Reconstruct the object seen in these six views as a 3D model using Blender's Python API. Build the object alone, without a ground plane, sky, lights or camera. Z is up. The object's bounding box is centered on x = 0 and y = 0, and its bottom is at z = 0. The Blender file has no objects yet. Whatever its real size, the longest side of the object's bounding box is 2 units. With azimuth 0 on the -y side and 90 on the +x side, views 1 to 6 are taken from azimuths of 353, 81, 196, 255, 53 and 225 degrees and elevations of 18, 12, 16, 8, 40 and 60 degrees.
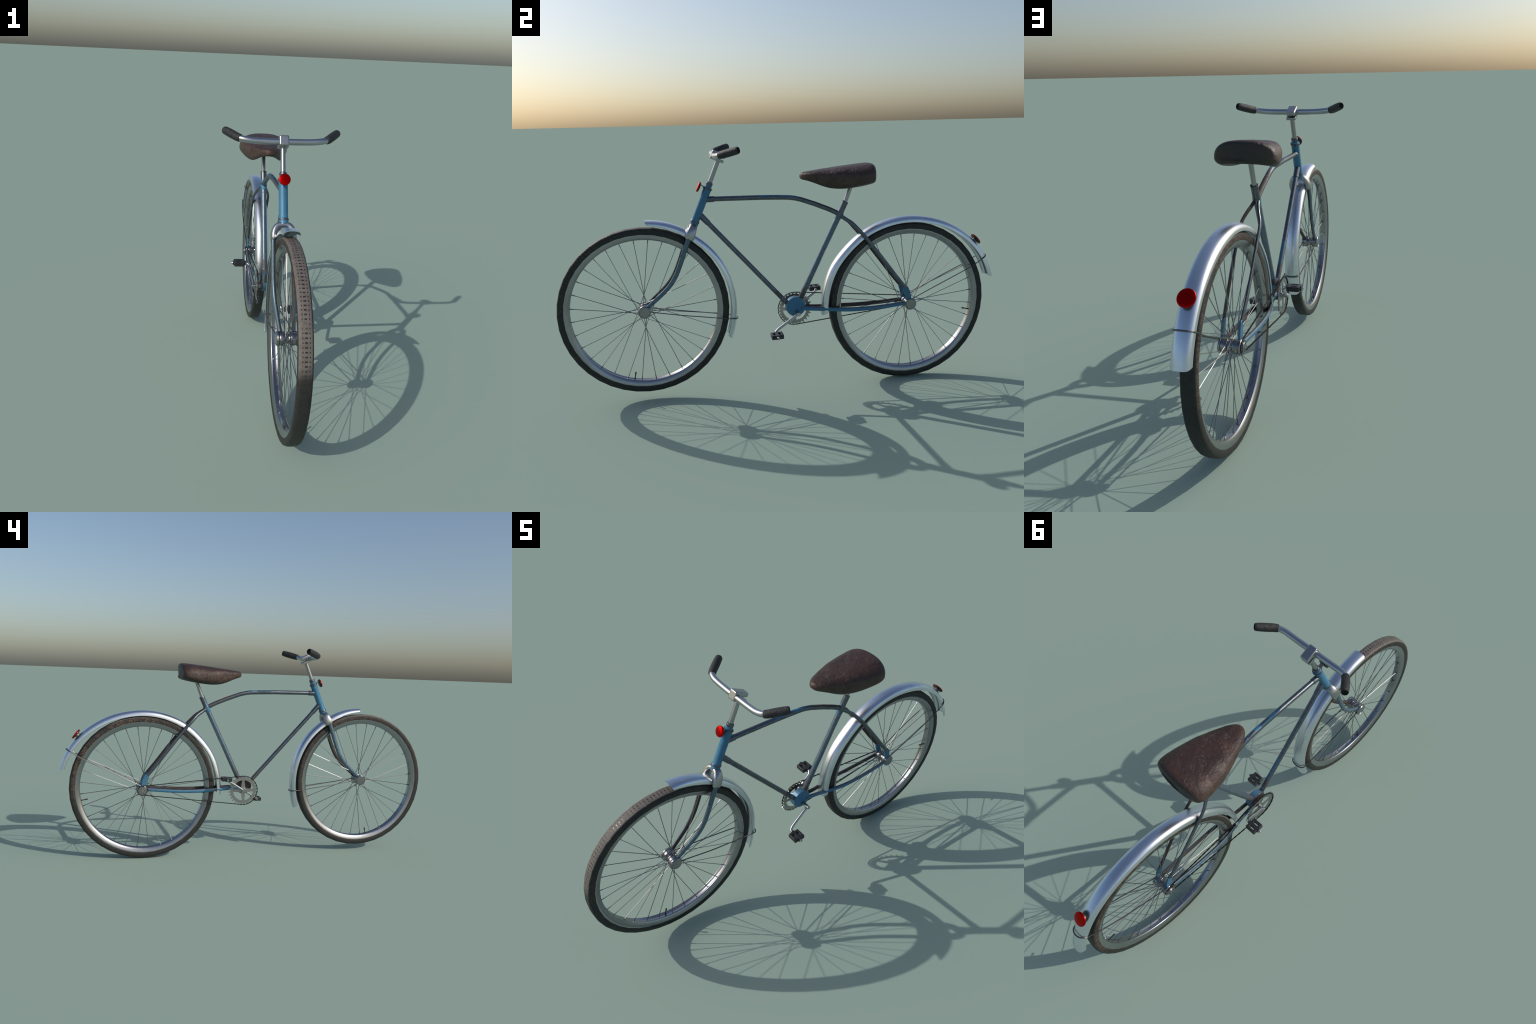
import bpy, bmesh, math, random
from mathutils import Vector, Matrix

random.seed(7)
TAU = math.tau
COL = bpy.context.scene.collection

# ------------------------------------------------------------------ scene tree
def empty(name, parent=None, loc=(0, 0, 0)):
    o = bpy.data.objects.new(name, None)
    o.empty_display_size = 0.05
    COL.objects.link(o)
    o.parent = parent
    o.location = loc
    return o

def add(name, mesh, mat, parent, loc=(0, 0, 0), sharp=40):
    if mat is not None and not mesh.materials:
        for m in (mat if isinstance(mat, (list, tuple)) else [mat]):
            mesh.materials.append(m)
    if sharp:
        mesh.shade_smooth()
        mesh.set_sharp_from_angle(angle=math.radians(sharp))
    o = bpy.data.objects.new(name, mesh)
    COL.objects.link(o)
    o.parent = parent
    o.location = loc
    return o

def mesh_from(name, verts, faces):
    me = bpy.data.meshes.new(name)
    me.from_pydata([tuple(v) for v in verts], [], faces)
    bm = bmesh.new()
    bm.from_mesh(me)
    bmesh.ops.remove_doubles(bm, verts=bm.verts, dist=1e-6)
    bmesh.ops.recalc_face_normals(bm, faces=bm.faces)
    bm.to_mesh(me)
    bm.free()
    return me

def join(name, *meshes):
    bm = bmesh.new()
    for m in meshes:
        bm.from_mesh(m)
    me = bpy.data.meshes.new(name)
    bm.to_mesh(me)
    bm.free()
    for m in meshes:
        bpy.data.meshes.remove(m)
    return me

# ------------------------------------------------------------------ shapes
def smooth_path(ctrl, per=8):
    """Catmull-Rom through control points (any dimension)."""
    P = [tuple(p) for p in ctrl]
    d = len(P[0])
    ext = lambda a, b: tuple(2 * a[i] - b[i] for i in range(d))
    Q = [ext(P[0], P[1])] + P + [ext(P[-1], P[-2])]
    out = []
    for i in range(1, len(Q) - 2):
        p0, p1, p2, p3 = Q[i - 1:i + 3]
        for k in range(per):
            t = k / per
            out.append(tuple(0.5 * (2 * p1[j] + (p2[j] - p0[j]) * t
                       + (2 * p0[j] - 5 * p1[j] + 4 * p2[j] - p3[j]) * t * t
                       + (3 * p1[j] - p0[j] - 3 * p2[j] + p3[j]) * t ** 3) for j in range(d)))
    out.append(P[-1])
    return out

def sweep(name, pts, ra, rb=None, n=16, ref=(1, 0, 0), closed=False, cap=True, power=2.0):
    """Tube along pts. ra = half size along ref, rb = half size across it.
    ra/rb: number or function of 0..1."""
    pts = [Vector(p[:3]) for p in pts]
    rb = ra if rb is None else rb
    fa = ra if callable(ra) else (lambda s: ra)
    fb = rb if callable(rb) else (lambda s: rb)
    m = len(pts)
    L = [0.0]
    for i in range(1, m):
        L.append(L[-1] + (pts[i] - pts[i - 1]).length)
    verts, faces = [], []
    for i, p in enumerate(pts):
        if closed:
            t = pts[(i + 1) % m] - pts[i - 1]
        else:
            t = pts[min(i + 1, m - 1)] - pts[max(i - 1, 0)]
        t.normalize()
        a = Vector(ref) - t * t.dot(Vector(ref))
        a.normalize()
        b = t.cross(a)
        s = L[i] / max(L[-1], 1e-9)
        for k in range(n):
            c, sn = math.cos(TAU * k / n), math.sin(TAU * k / n)
            e = 2.0 / power
            c = math.copysign(abs(c) ** e, c)
            sn = math.copysign(abs(sn) ** e, sn)
            verts.append(p + a * (fa(s) * c) + b * (fb(s) * sn))
    for i in range(m if closed else m - 1):
        j = (i + 1) % m
        for k in range(n):
            l = (k + 1) % n
            faces.append((i * n + k, i * n + l, j * n + l, j * n + k))
    if cap and not closed:
        faces.append(tuple(range(n)))
        faces.append(tuple((m - 1) * n + k for k in range(n)))
    return mesh_from(name, verts, faces)

def lathe(name, prof, origin=(0, 0, 0), axis=(1, 0, 0), n=32, closed=False):
    """Turn a profile of (along axis, radius) about an axis."""
    ax = Vector(axis).normalized()
    u = ax.orthogonal().normalized()
    if abs(ax.x) > 0.9:
        u = Vector((0, 1, 0))
    else:
        u = Vector((1, 0, 0)) - ax * ax.x
        u.normalize()
    w = ax.cross(u)
    o = Vector(origin)
    verts, faces, idx = [], [], []
    for a, r in prof:
        if r < 1e-7:
            idx.append([len(verts)] * n)
            verts.append(o + ax * a)
        else:
            base = len(verts)
            idx.append([base + k for k in range(n)])
            for k in range(n):
                t = TAU * k / n
                verts.append(o + ax * a + (u * math.cos(t) + w * math.sin(t)) * r)
    m = len(prof)
    for i in range(m if closed else m - 1):
        A, B = idx[i], idx[(i + 1) % m]
        for k in range(n):
            l = (k + 1) % n
            f = []
            for v in (A[k], A[l], B[l], B[k]):
                if v not in f:
                    f.append(v)
            if len(f) > 2:
                faces.append(tuple(f))
    return mesh_from(name, verts, faces)

def prism(name, outline, x0, x1, frame=None):
    """Outline of (a, b) pairs extruded along x; frame = (origin, a_dir, b_dir) in (y, z)."""
    if frame is None:
        frame = ((0, 0), (1, 0), (0, 1))
    (oy, oz), (ay, az), (by, bz) = frame
    n = len(outline)
    verts = []
    for x in (x0, x1):
        for a, b in outline:
            verts.append((x, oy + a * ay + b * by, oz + a * az + b * bz))
    faces = [tuple(range(n)), tuple(range(n, 2 * n))]
    faces += [(i, (i + 1) % n, n + (i + 1) % n, n + i) for i in range(n)]
    return mesh_from(name, verts, faces)

def bevel(o, w, seg=2, ang=30):
    m = o.modifiers.new("bevel", "BEVEL")
    m.width, m.segments = w, seg
    m.limit_method = "ANGLE"
    m.angle_limit = math.radians(ang)
    return o

# ------------------------------------------------------------------ materials
class Mat:
    def __init__(self, name):
        self.m = bpy.data.materials.new(name)
        self.m.use_nodes = True
        self.t = self.m.node_tree
        self.N = self.t.nodes
        self.bsdf = self.N["Principled BSDF"]
        self._obj = None
        self._geo = None

    def node(self, kind, **props):
        n = self.N.new("ShaderNode" + kind)
        for k, v in props.items():
            setattr(n, k, v)
        return n

    def link(self, a, b):
        self.t.links.new(a, b)

    def put(self, sock, v):
        if isinstance(v, bpy.types.NodeSocket):
            self.link(v, sock)
        elif isinstance(v, (tuple, list)) and len(v) == 3 and sock.type == "RGBA":
            sock.default_value = (*v, 1)
        else:
            sock.default_value = v

    def obj(self):
        if not self._obj:
            self._obj = self.node("TexCoord").outputs["Object"]
        return self._obj

    def normal(self):
        if not self._geo:
            self._geo = self.node("NewGeometry")
        return self._geo.outputs["Normal"]

    def pos(self):
        self.normal()
        return self._geo.outputs["Position"]

    def point(self):
        self.normal()
        return self._geo.outputs["Pointiness"]

    def xyz(self, v):
        s = self.node("SeparateXYZ")
        self.link(v, s.inputs[0])
        return s.outputs

    def noise(self, scale, detail=4, rough=0.55, vec=None, stretch=None):
        n = self.node("TexNoise")
        n.inputs["Scale"].default_value = scale
        n.inputs["Detail"].default_value = detail
        n.inputs["Roughness"].default_value = rough
        v = vec or self.obj()
        if stretch:
            mp = self.node("Mapping")
            mp.inputs["Scale"].default_value = stretch
            self.link(v, mp.inputs["Vector"])
            v = mp.outputs[0]
        self.link(v, n.inputs["Vector"])
        return n.outputs["Fac"]

    def voronoi(self, scale, feature="F1"):
        n = self.node("TexVoronoi", feature=feature)
        n.inputs["Scale"].default_value = scale
        self.link(self.obj(), n.inputs["Vector"])
        return n.outputs["Distance"]

    def math(self, op, a, b=0.0, c=0.0, clamp=False):
        n = self.node("Math", operation=op, use_clamp=clamp)
        self.put(n.inputs[0], a)
        self.put(n.inputs[1], b)
        self.put(n.inputs[2], c)
        return n.outputs[0]

    def mul(self, a, b):
        return self.math("MULTIPLY", a, b)

    def add(self, a, b):
        return self.math("ADD", a, b)

    def step(self, v, lo, hi):
        """smooth 0..1 between lo and hi (hi may be below lo)."""
        n = self.node("MapRange", interpolation_type="SMOOTHSTEP")
        inv = lo > hi
        a, b = (hi, lo) if inv else (lo, hi)
        self.put(n.inputs["Value"], v)
        n.inputs["From Min"].default_value = a
        n.inputs["From Max"].default_value = b
        n.inputs["To Min"].default_value = 1.0 if inv else 0.0
        n.inputs["To Max"].default_value = 0.0 if inv else 1.0
        return n.outputs["Result"]

    def mix(self, f, a, b):
        n = self.node("Mix", data_type="RGBA")
        self.put(n.inputs[0], f)
        self.put(n.inputs[6], a)
        self.put(n.inputs[7], b)
        return n.outputs[2]

    def mixf(self, f, a, b):
        n = self.node("Mix", data_type="FLOAT")
        self.put(n.inputs[0], f)
        self.put(n.inputs[2], a)
        self.put(n.inputs[3], b)
        return n.outputs[0]

    def bump(self, h, strength=0.3, dist=0.002):
        n = self.node("Bump")
        n.inputs["Strength"].default_value = strength
        n.inputs["Distance"].default_value = dist
        self.link(h, n.inputs["Height"])
        self.link(n.outputs[0], self.bsdf.inputs["Normal"])

    def set(self, **kw):
        names = dict(color="Base Color", metal="Metallic", rough="Roughness", coat="Coat Weight",
                     coat_rough="Coat Roughness", spec="Specular IOR Level", sheen="Sheen Weight",
                     ior="IOR", trans="Transmission Weight", sub="Subsurface Weight")
        for k, v in kw.items():
            self.put(self.bsdf.inputs[names[k]], v)
        return self.m

RUST = (0.075, 0.042, 0.028)
RUST_DARK = (0.030, 0.019, 0.014)
BLUE = (0.046, 0.182, 0.305)
BLUE_DEEP = (0.036, 0.150, 0.260)

def plated(name, base, rough, spots=0.0, grain=0.10, pitted=0.55):
    """Bright plated metal: fine grain, faint pits, a little brown dirt."""
    k = Mat(name)
    fine = k.noise(900, 2)
    cloud = k.noise(9, 5)
    pits = k.mul(k.step(k.noise(260, 3), 0.66, 0.74), k.step(k.noise(14, 3), 0.45, 0.65))
    col = k.mix(k.step(cloud, 0.35, 0.75), base, tuple(c * 0.86 for c in base))
    col = k.mix(k.mul(pits, pitted), col, (0.10, 0.09, 0.085))
    metal = 1.0
    if spots:
        r = k.mul(k.step(k.noise(55, 6, 0.7), 0.70 - spots, 0.76 - spots * 0.6), 0.9)
        col = k.mix(r, col, RUST)
        metal = k.math("SUBTRACT", 1.0, r)
    rr = k.add(k.mul(fine, grain), rough - grain * 0.5)
    rr = k.add(rr, k.mul(k.step(cloud, 0.4, 0.8), 0.06))
    k.bump(fine, 0.05, 0.0006)
    return k.set(color=col, metal=metal, rough=rr)

def painted(name, worn, inner=0.0, rust=0.05, top_blue=False, bare_a=(0.105, 0.118, 0.135), bare_b=(0.145, 0.168, 0.195), metal_b=0.88, minus_rust=0.0, keep_at=0.735, inner_at=(0.05, -0.35), brown_low=0.0, brown_rear=0.0, top_highlight_tint=0.0):
    """Old blue bicycle paint. worn 0 = whole paint, 1 = rubbed down to grey-blue metal."""
    k = Mat(name)
    p = k.xyz(k.pos())
    nrm = k.xyz(k.normal())
    big = k.noise(16, 4, 0.6)
    med = k.noise(60, 5, 0.65)
    fine = k.noise(300, 3)
    blue = k.mix(k.step(big, 0.35, 0.7), BLUE_DEEP, BLUE)
    metal_col = k.mix(k.step(med, 0.3, 0.7), bare_a, bare_b)
    # where the paint is rubbed off
    if worn > 0.5:
        keep = k.step(k.add(k.mul(big, 0.75), k.mul(med, 0.35)), keep_at, keep_at + 0.025)
        if top_blue:
            stripe = k.mul(k.step(nrm[2], 0.45, 0.70), k.step(k.noise(22, 3), 0.44, 0.48))
            zone = k.mul(k.step(p[1], -0.12, -0.10), k.step(p[1], 0.08, 0.06))
            keep = k.math("MAXIMUM", keep, k.mul(stripe, zone))
        bare = k.math("SUBTRACT", 1.0, keep)
    else:
        edge = k.step(k.point(), 0.53, 0.60)
        chip = k.step(k.add(k.mul(big, 0.5), k.mul(med, 0.6)), 0.70 - worn * 0.25, 0.73 - worn * 0.25)
        bare = k.math("MAXIMUM", k.mul(edge, 0.85), chip)
    if top_highlight_tint:  # highlight along the stay's top, coloured in by greying upward faces
        tb = k.step(k.add(nrm[2], k.mul(k.math("SUBTRACT", big, 0.5), 1.2)), 0.35, 0.6)
        bare = k.math("MAXIMUM", bare, k.mul(tb, top_highlight_tint))
    col = k.mix(bare, blue, metal_col)
    # rust
    rmask = k.step(k.add(k.mul(med, 0.7), k.mul(big, 0.4)), 0.70 - rust, 0.745 - rust)
    if inner:
        side = k.mul(nrm[0], k.math("SIGN", p[0]))
        inn = k.step(k.add(side, k.mul(k.math("SUBTRACT", med, 0.5), 0.9)), *inner_at)
        rmask = k.math("MAXIMUM", rmask, k.mul(inn, inner))
    spread = k.step(k.noise(34, 5, 0.7), 0.40, 0.56)
    if brown_low:
        rmask = k.math("MAXIMUM", rmask, k.mul(k.mul(k.step(p[2], 0.53, 0.42), spread), brown_low))
    if brown_rear:
        rz = k.mul(k.step(p[1], 0.06, 0.13), k.step(k.add(nrm[1], k.mul(nrm[2], 0.5)), 0.15, 0.6))
        rmask = k.math("MAXIMUM", rmask, k.mul(k.mul(rz, k.step(k.noise(28, 5, 0.7), 0.34, 0.48)), brown_rear))
    if minus_rust:
        mr = k.step(k.add(k.mul(nrm[0], -1.0), k.mul(k.math("SUBTRACT", k.noise(45, 3), 0.5), 2.4)), 0.25, 0.45)
        rmask = k.math("MAXIMUM", rmask, k.mul(mr, minus_rust))
    rcol = k.mix(k.step(fine, 0.35, 0.65), RUST_DARK, RUST)
    col = k.mix(rmask, col, rcol)
    metal = k.mul(k.mixf(bare, 0.05, metal_b), k.math("SUBTRACT", 1.0, rmask))
    rough = k.mixf(rmask, k.mixf(bare, 0.48, 0.38), 0.78)
    k.bump(k.add(k.mul(rmask, 0.6), k.mul(fine, 0.12)), 0.25, 0.0008)
    return k.set(color=col, metal=metal, rough=rough)

def tyre_rubber(name, rust_minus, rust_plus):
    """Old tyre. Object space: axle along x. Tread marks and road dust on the upper front part."""
    k = Mat(name)
    o = k.xyz(k.obj())
    ang = k.math("ARCTAN2", o[2], o[1])                       # -pi..pi, pi/2 on top
    rad = k.math("SQRT", k.add(k.mul(o[1], o[1]), k.mul(o[2], o[2])))
    ax = k.math("ABSOLUTE", o[0])
    big = k.noise(11, 4)
    med = k.noise(55, 5, 0.7)
    fine = k.noise(210, 4, 0.7)
    scal = k.math("FRACT", k.mul(ang, 160 / TAU))
    edge = k.mixf(k.step(o[0], -0.004, 0.004), 0.0242, k.add(k.mul(k.math("ABSOLUTE", k.math("SUBTRACT", scal, 0.5)), 0.0070), 0.0192))
    tread = k.mul(k.step(rad, 0.3630, 0.3660), k.step(k.math("SUBTRACT", ax, edge), 0.0005, -0.0005))
    # dust from the top round the front and a little below
    deg = k.mul(ang, 180 / math.pi)
    d360 = k.math("MODULO", k.add(deg, 360.0), 360.0)
    wob = k.mul(k.math("SUBTRACT", big, 0.5), 9.0)
    dd = k.add(d360, wob)
    dusty = k.mul(k.step(dd, 55.0, 70.0), k.step(dd, 177.0, 166.0))
    base = k.mix(k.step(med, 0.3, 0.7), (0.013, 0.014, 0.013), (0.024, 0.024, 0.022))
    dust = k.mix(k.step(med, 0.3, 0.7), (0.105, 0.091, 0.081), (0.150, 0.132, 0.118))
    col = k.mix(k.mul(dusty, tread), base, dust)
    brown = k.mul(tread, k.mul(k.step(fine, 0.5, 0.7), k.step(big, 0.4, 0.6)))
    col = k.mix(k.mul(brown, 0.5), col, (0.055, 0.042, 0.033))
    # tread pits: centre dashes, side dots, notches on the shoulders
    row = k.math("FRACT", k.mul(ang, 160 / TAU))
    rc = k.math("ABSOLUTE", k.math("SUBTRACT", row, 0.5))     # 0 at the row's middle
    inrow = k.step(rc, 0.20, 0.15)
    dash = k.step(ax, 0.0052, 0.0042)
    dot = k.step(k.math("ABSOLUTE", k.math("SUBTRACT", ax, 0.0115)), 0.0022, 0.0014)
    notch = k.mul(k.step(o[0], 0.0190, 0.0200), k.step(rc, 0.30, 0.36))
    pit = k.math("MAXIMUM", k.mul(inrow, k.math("MAXIMUM", dash, dot)), notch)
    wear = k.step(k.noise(20, 2), 0.68, 0.58)
    wear = k.mul(wear, k.mixf(dusty, 0.35, 1.0))
    pit = k.mul(k.mul(pit, tread), wear)
    col = k.mix(k.mul(pit, 0.9), col, (0.012, 0.012, 0.013))
    # rust coloured crumbs on the walls
    wall = k.step(rad, 0.3660, 0.3630)
    speck = k.step(k.add(k.mul(k.noise(170, 3, 0.6), 0.7), k.mul(med, 0.3)), 0.503, 0.518)
    left = k.step(o[0], 0.002, -0.002)
    up = k.step(k.add(deg, wob), -18.0, 5.0)
    backm = k.step(k.add(deg, wob), 140.0, 85.0)
    area_l = k.mul(k.mul(up, k.add(k.mul(backm, 0.72), 0.28)), rust_minus)
    area_l = k.mul(area_l, k.step(k.add(k.mul(big, 0.7), k.mul(k.noise(40, 2), 0.4)), 0.42, 0.56))
    area_r = k.mul(k.step(big, 0.54, 0.66), rust_plus)
    area = k.mixf(left, area_r, area_l)
    rust = k.mul(k.mul(speck, wall), area)
    col = k.mix(k.mul(k.mul(area, wall), 0.5), col, (0.012, 0.011, 0.010))
    haze = k.mul(k.mul(wall, left), 0.05 * rust_minus)
    col = k.mix(haze, col, (0.060, 0.050, 0.043))
    col = k.mix(rust, col, k.mix(k.step(fine, 0.5, 0.75), (0.10, 0.060, 0.042), (0.23, 0.145, 0.10)))
    h = k.add(k.mul(fine, 0.35), k.mul(pit, -0.8))
    # fine cross ribs on the walls
    rib = k.math("SINE", k.mul(ang, 420.0))
    h = k.add(h, k.mul(k.mul(rib, wall), 0.06))
    k.bump(k.add(h, k.mul(rust, 0.5)), 0.55, 0.0012)
    rough = k.mixf(k.mul(dusty, tread), 0.58, 0.66)
    rough = k.mixf(pit, rough, 0.30)
    return k.set(color=col, rough=rough, spec=0.4)

def leather(name):
    k = Mat(name)
    o = k.xyz(k.obj())
    nrm = k.xyz(k.normal())
    big = k.noise(13, 4)
    cre = k.noise(46, 5, 0.60)
    fine = k.noise(420, 3)
    col = k.mix(k.step(big, 0.3, 0.7), (0.028, 0.015, 0.012), (0.056, 0.027, 0.020))
    worn = k.mul(k.step(k.noise(110, 5, 0.7), 0.51, 0.60), k.step(k.noise(17, 3), 0.50, 0.66))
    worn = k.mul(worn, k.step(nrm[2], -0.1, 0.4))
    col = k.mix(k.mul(worn, 0.38), col, (0.18, 0.13, 0.105))
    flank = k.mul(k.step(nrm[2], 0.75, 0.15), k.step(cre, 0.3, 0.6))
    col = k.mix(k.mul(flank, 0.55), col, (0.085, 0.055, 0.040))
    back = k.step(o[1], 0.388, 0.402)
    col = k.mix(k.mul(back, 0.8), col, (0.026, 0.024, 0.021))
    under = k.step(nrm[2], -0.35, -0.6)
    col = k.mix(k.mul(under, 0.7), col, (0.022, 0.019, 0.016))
    zone = k.step(k.noise(15, 3), 0.44, 0.60)
    h = k.add(k.mul(cre, 0.75), k.mul(fine, 0.06))
    h = k.add(h, k.mul(k.mul(k.noise(105, 4, 0.6), zone), 0.65))
    k.bump(h, 0.8, 0.006)
    return k.set(color=col, rough=k.add(k.mul(cre, 0.25), 0.36), spec=0.45)

def grip_rubber(name):
    k = Mat(name)
    c = k.noise(60, 5, 0.65)
    f = k.noise(240, 4, 0.7)
    col = k.mix(k.step(c, 0.35, 0.7), (0.014, 0.014, 0.015), (0.030, 0.029, 0.029))
    col = k.mix(k.mul(k.step(f, 0.6, 0.72), 0.4), col, (0.070, 0.066, 0.062))
    k.bump(k.add(c, k.mul(f, 0.35)), 0.8, 0.004)
    return k.set(color=col, rough=k.add(k.mul(c, 0.2), 0.42), spec=0.45)

def plain(name, color, rough=0.5, metal=0.0, coat=0.0, var=0.25, scale=80):
    k = Mat(name)
    n = k.noise(scale, 5, 0.65)
    col = k.mix(k.step(n, 0.3, 0.7), tuple(c * (1 - var) for c in color), color)
    k.bump(n, 0.1, 0.0008)
    return k.set(color=col, rough=k.add(k.mul(n, 0.12), rough - 0.06), metal=metal, coat=coat, coat_rough=0.08)

def red_lens(name):
    k = Mat(name)
    ring = k.noise(700, 1)
    col = k.mix(ring, (0.43, 0.0005, 0.0004), (0.54, 0.0009, 0.0008))
    k.bump(ring, 0.08, 0.0004)
    return k.set(color=col, rough=0.24, metal=0.85, spec=0.2)

M_FENDER = plated("silver_fender", (0.74, 0.78, 0.84), 0.30, spots=0.0, grain=0.10)
M_RIM = plated("rim_metal", (0.36, 0.368, 0.38), 0.27, spots=0.0)
M_HUB = plated("hub_metal", (0.31, 0.315, 0.325), 0.24, grain=0.03, pitted=0.0)
M_BAR = plated("handlebar_metal", (0.47, 0.485, 0.51), 0.30)
M_POST = plated("post_metal", (0.40, 0.40, 0.40), 0.32)
M_CROWN = plated("crown_chrome", (0.44, 0.44, 0.44), 0.32)
M_SPOKE = plated("spoke_wire", (0.25, 0.25, 0.26), 0.38, grain=0.0)
M_WIRE = plated("stay_wire", (0.125, 0.122, 0.122), 0.36, spots=0.10)
M_CRANK = plated("crank_metal", (0.46, 0.47, 0.48), 0.24)
M_RING = plated("chainring_metal", (0.36, 0.36, 0.36), 0.34)
M_CHAIN = plated("chain_steel", (0.055, 0.05, 0.045), 0.42, spots=0.10)
M_BLUE = painted("blue_paint", 0.10, rust=0.0)
M_SHELL = painted("shell_blue_paint", 0.15, rust=0.05, minus_rust=0.95)
M_STAY = painted("stay_blue_paint", 0.32, inner=0.95, rust=0.03, top_highlight_tint=0.9)
M_TUBE = painted("worn_tube", 1.0, rust=0.02, top_blue=True, brown_low=0.7, brown_rear=0.85)
M_FORK = painted("worn_fork_paint", 1.0, inner=0.9, rust=0.02, inner_at=(0.22, -0.22), bare_a=(0.090, 0.138, 0.180), bare_b=(0.110, 0.185, 0.245), metal_b=0.55, keep_at=0.67)
M_SEATT = painted("worn_seat_tube", 1.0, rust=0.03, brown_low=0.85, bare_a=(0.100, 0.135, 0.165), bare_b=(0.130, 0.185, 0.230), metal_b=0.65, keep_at=0.66)
M_CLUSTER = painted("worn_cluster_paint", 1.0, rust=0.03, keep_at=0.54)
M_SSTAY = painted("worn_seat_stay", 1.0, inner=0.9, rust=0.05)
M_SLEEVE = painted("worn_lug", 1.0, rust=0.06)
M_TYRE_F = tyre_rubber("front_tyre_rubber", 0.55, 0.40)
M_TYRE_R = tyre_rubber("rear_tyre_rubber", 1.0, 0.50)
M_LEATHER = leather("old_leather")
M_GRIP = grip_rubber("grip_rubber")
M_HOLE = plain("grip_hole", (0.004, 0.004, 0.004), 0.8)
M_PEDAL = plain("pedal_rubber", (0.022, 0.022, 0.024), 0.42)
M_BLACK = plain("black_plastic", (0.015, 0.016, 0.016), 0.4)
M_RED = red_lens("red_reflector")
M_VALVE = plain("valve_brass", (0.050, 0.030, 0.022), 0.5, metal=0.4)
M_BRACKET = plain("bracket_metal", (0.30, 0.29, 0.27), 0.45, metal=0.8)

bike = empty("bicycle")
bike["label"] = "old blue city bicycle with silver fenders and brown leather saddle"
bike["category"] = "bicycle"

# ------------------------------------------------------------------ key points (y, z)
FW, RW = (-0.6278, 0.4045), (0.5780, 0.3728)        # wheel centres
FH, RH = (-0.6280, 0.4080), (0.5865, 0.3630)        # hub axles
CRANK = (0.0515, 0.3580)                            # crank axle
SHELL = (0.0470, 0.3815)                            # bottom bracket shell
HEAD_T, HEAD_B = (-0.3204, 0.9560), (-0.3990, 0.7740)
ST_T = (0.2825, 0.8515)

def P(yz, x=0.0):
    return (x, yz[0], yz[1])

def lerp(a, b, t):
    return tuple(a[i] + (b[i] - a[i]) * t for i in range(len(a)))

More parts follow.
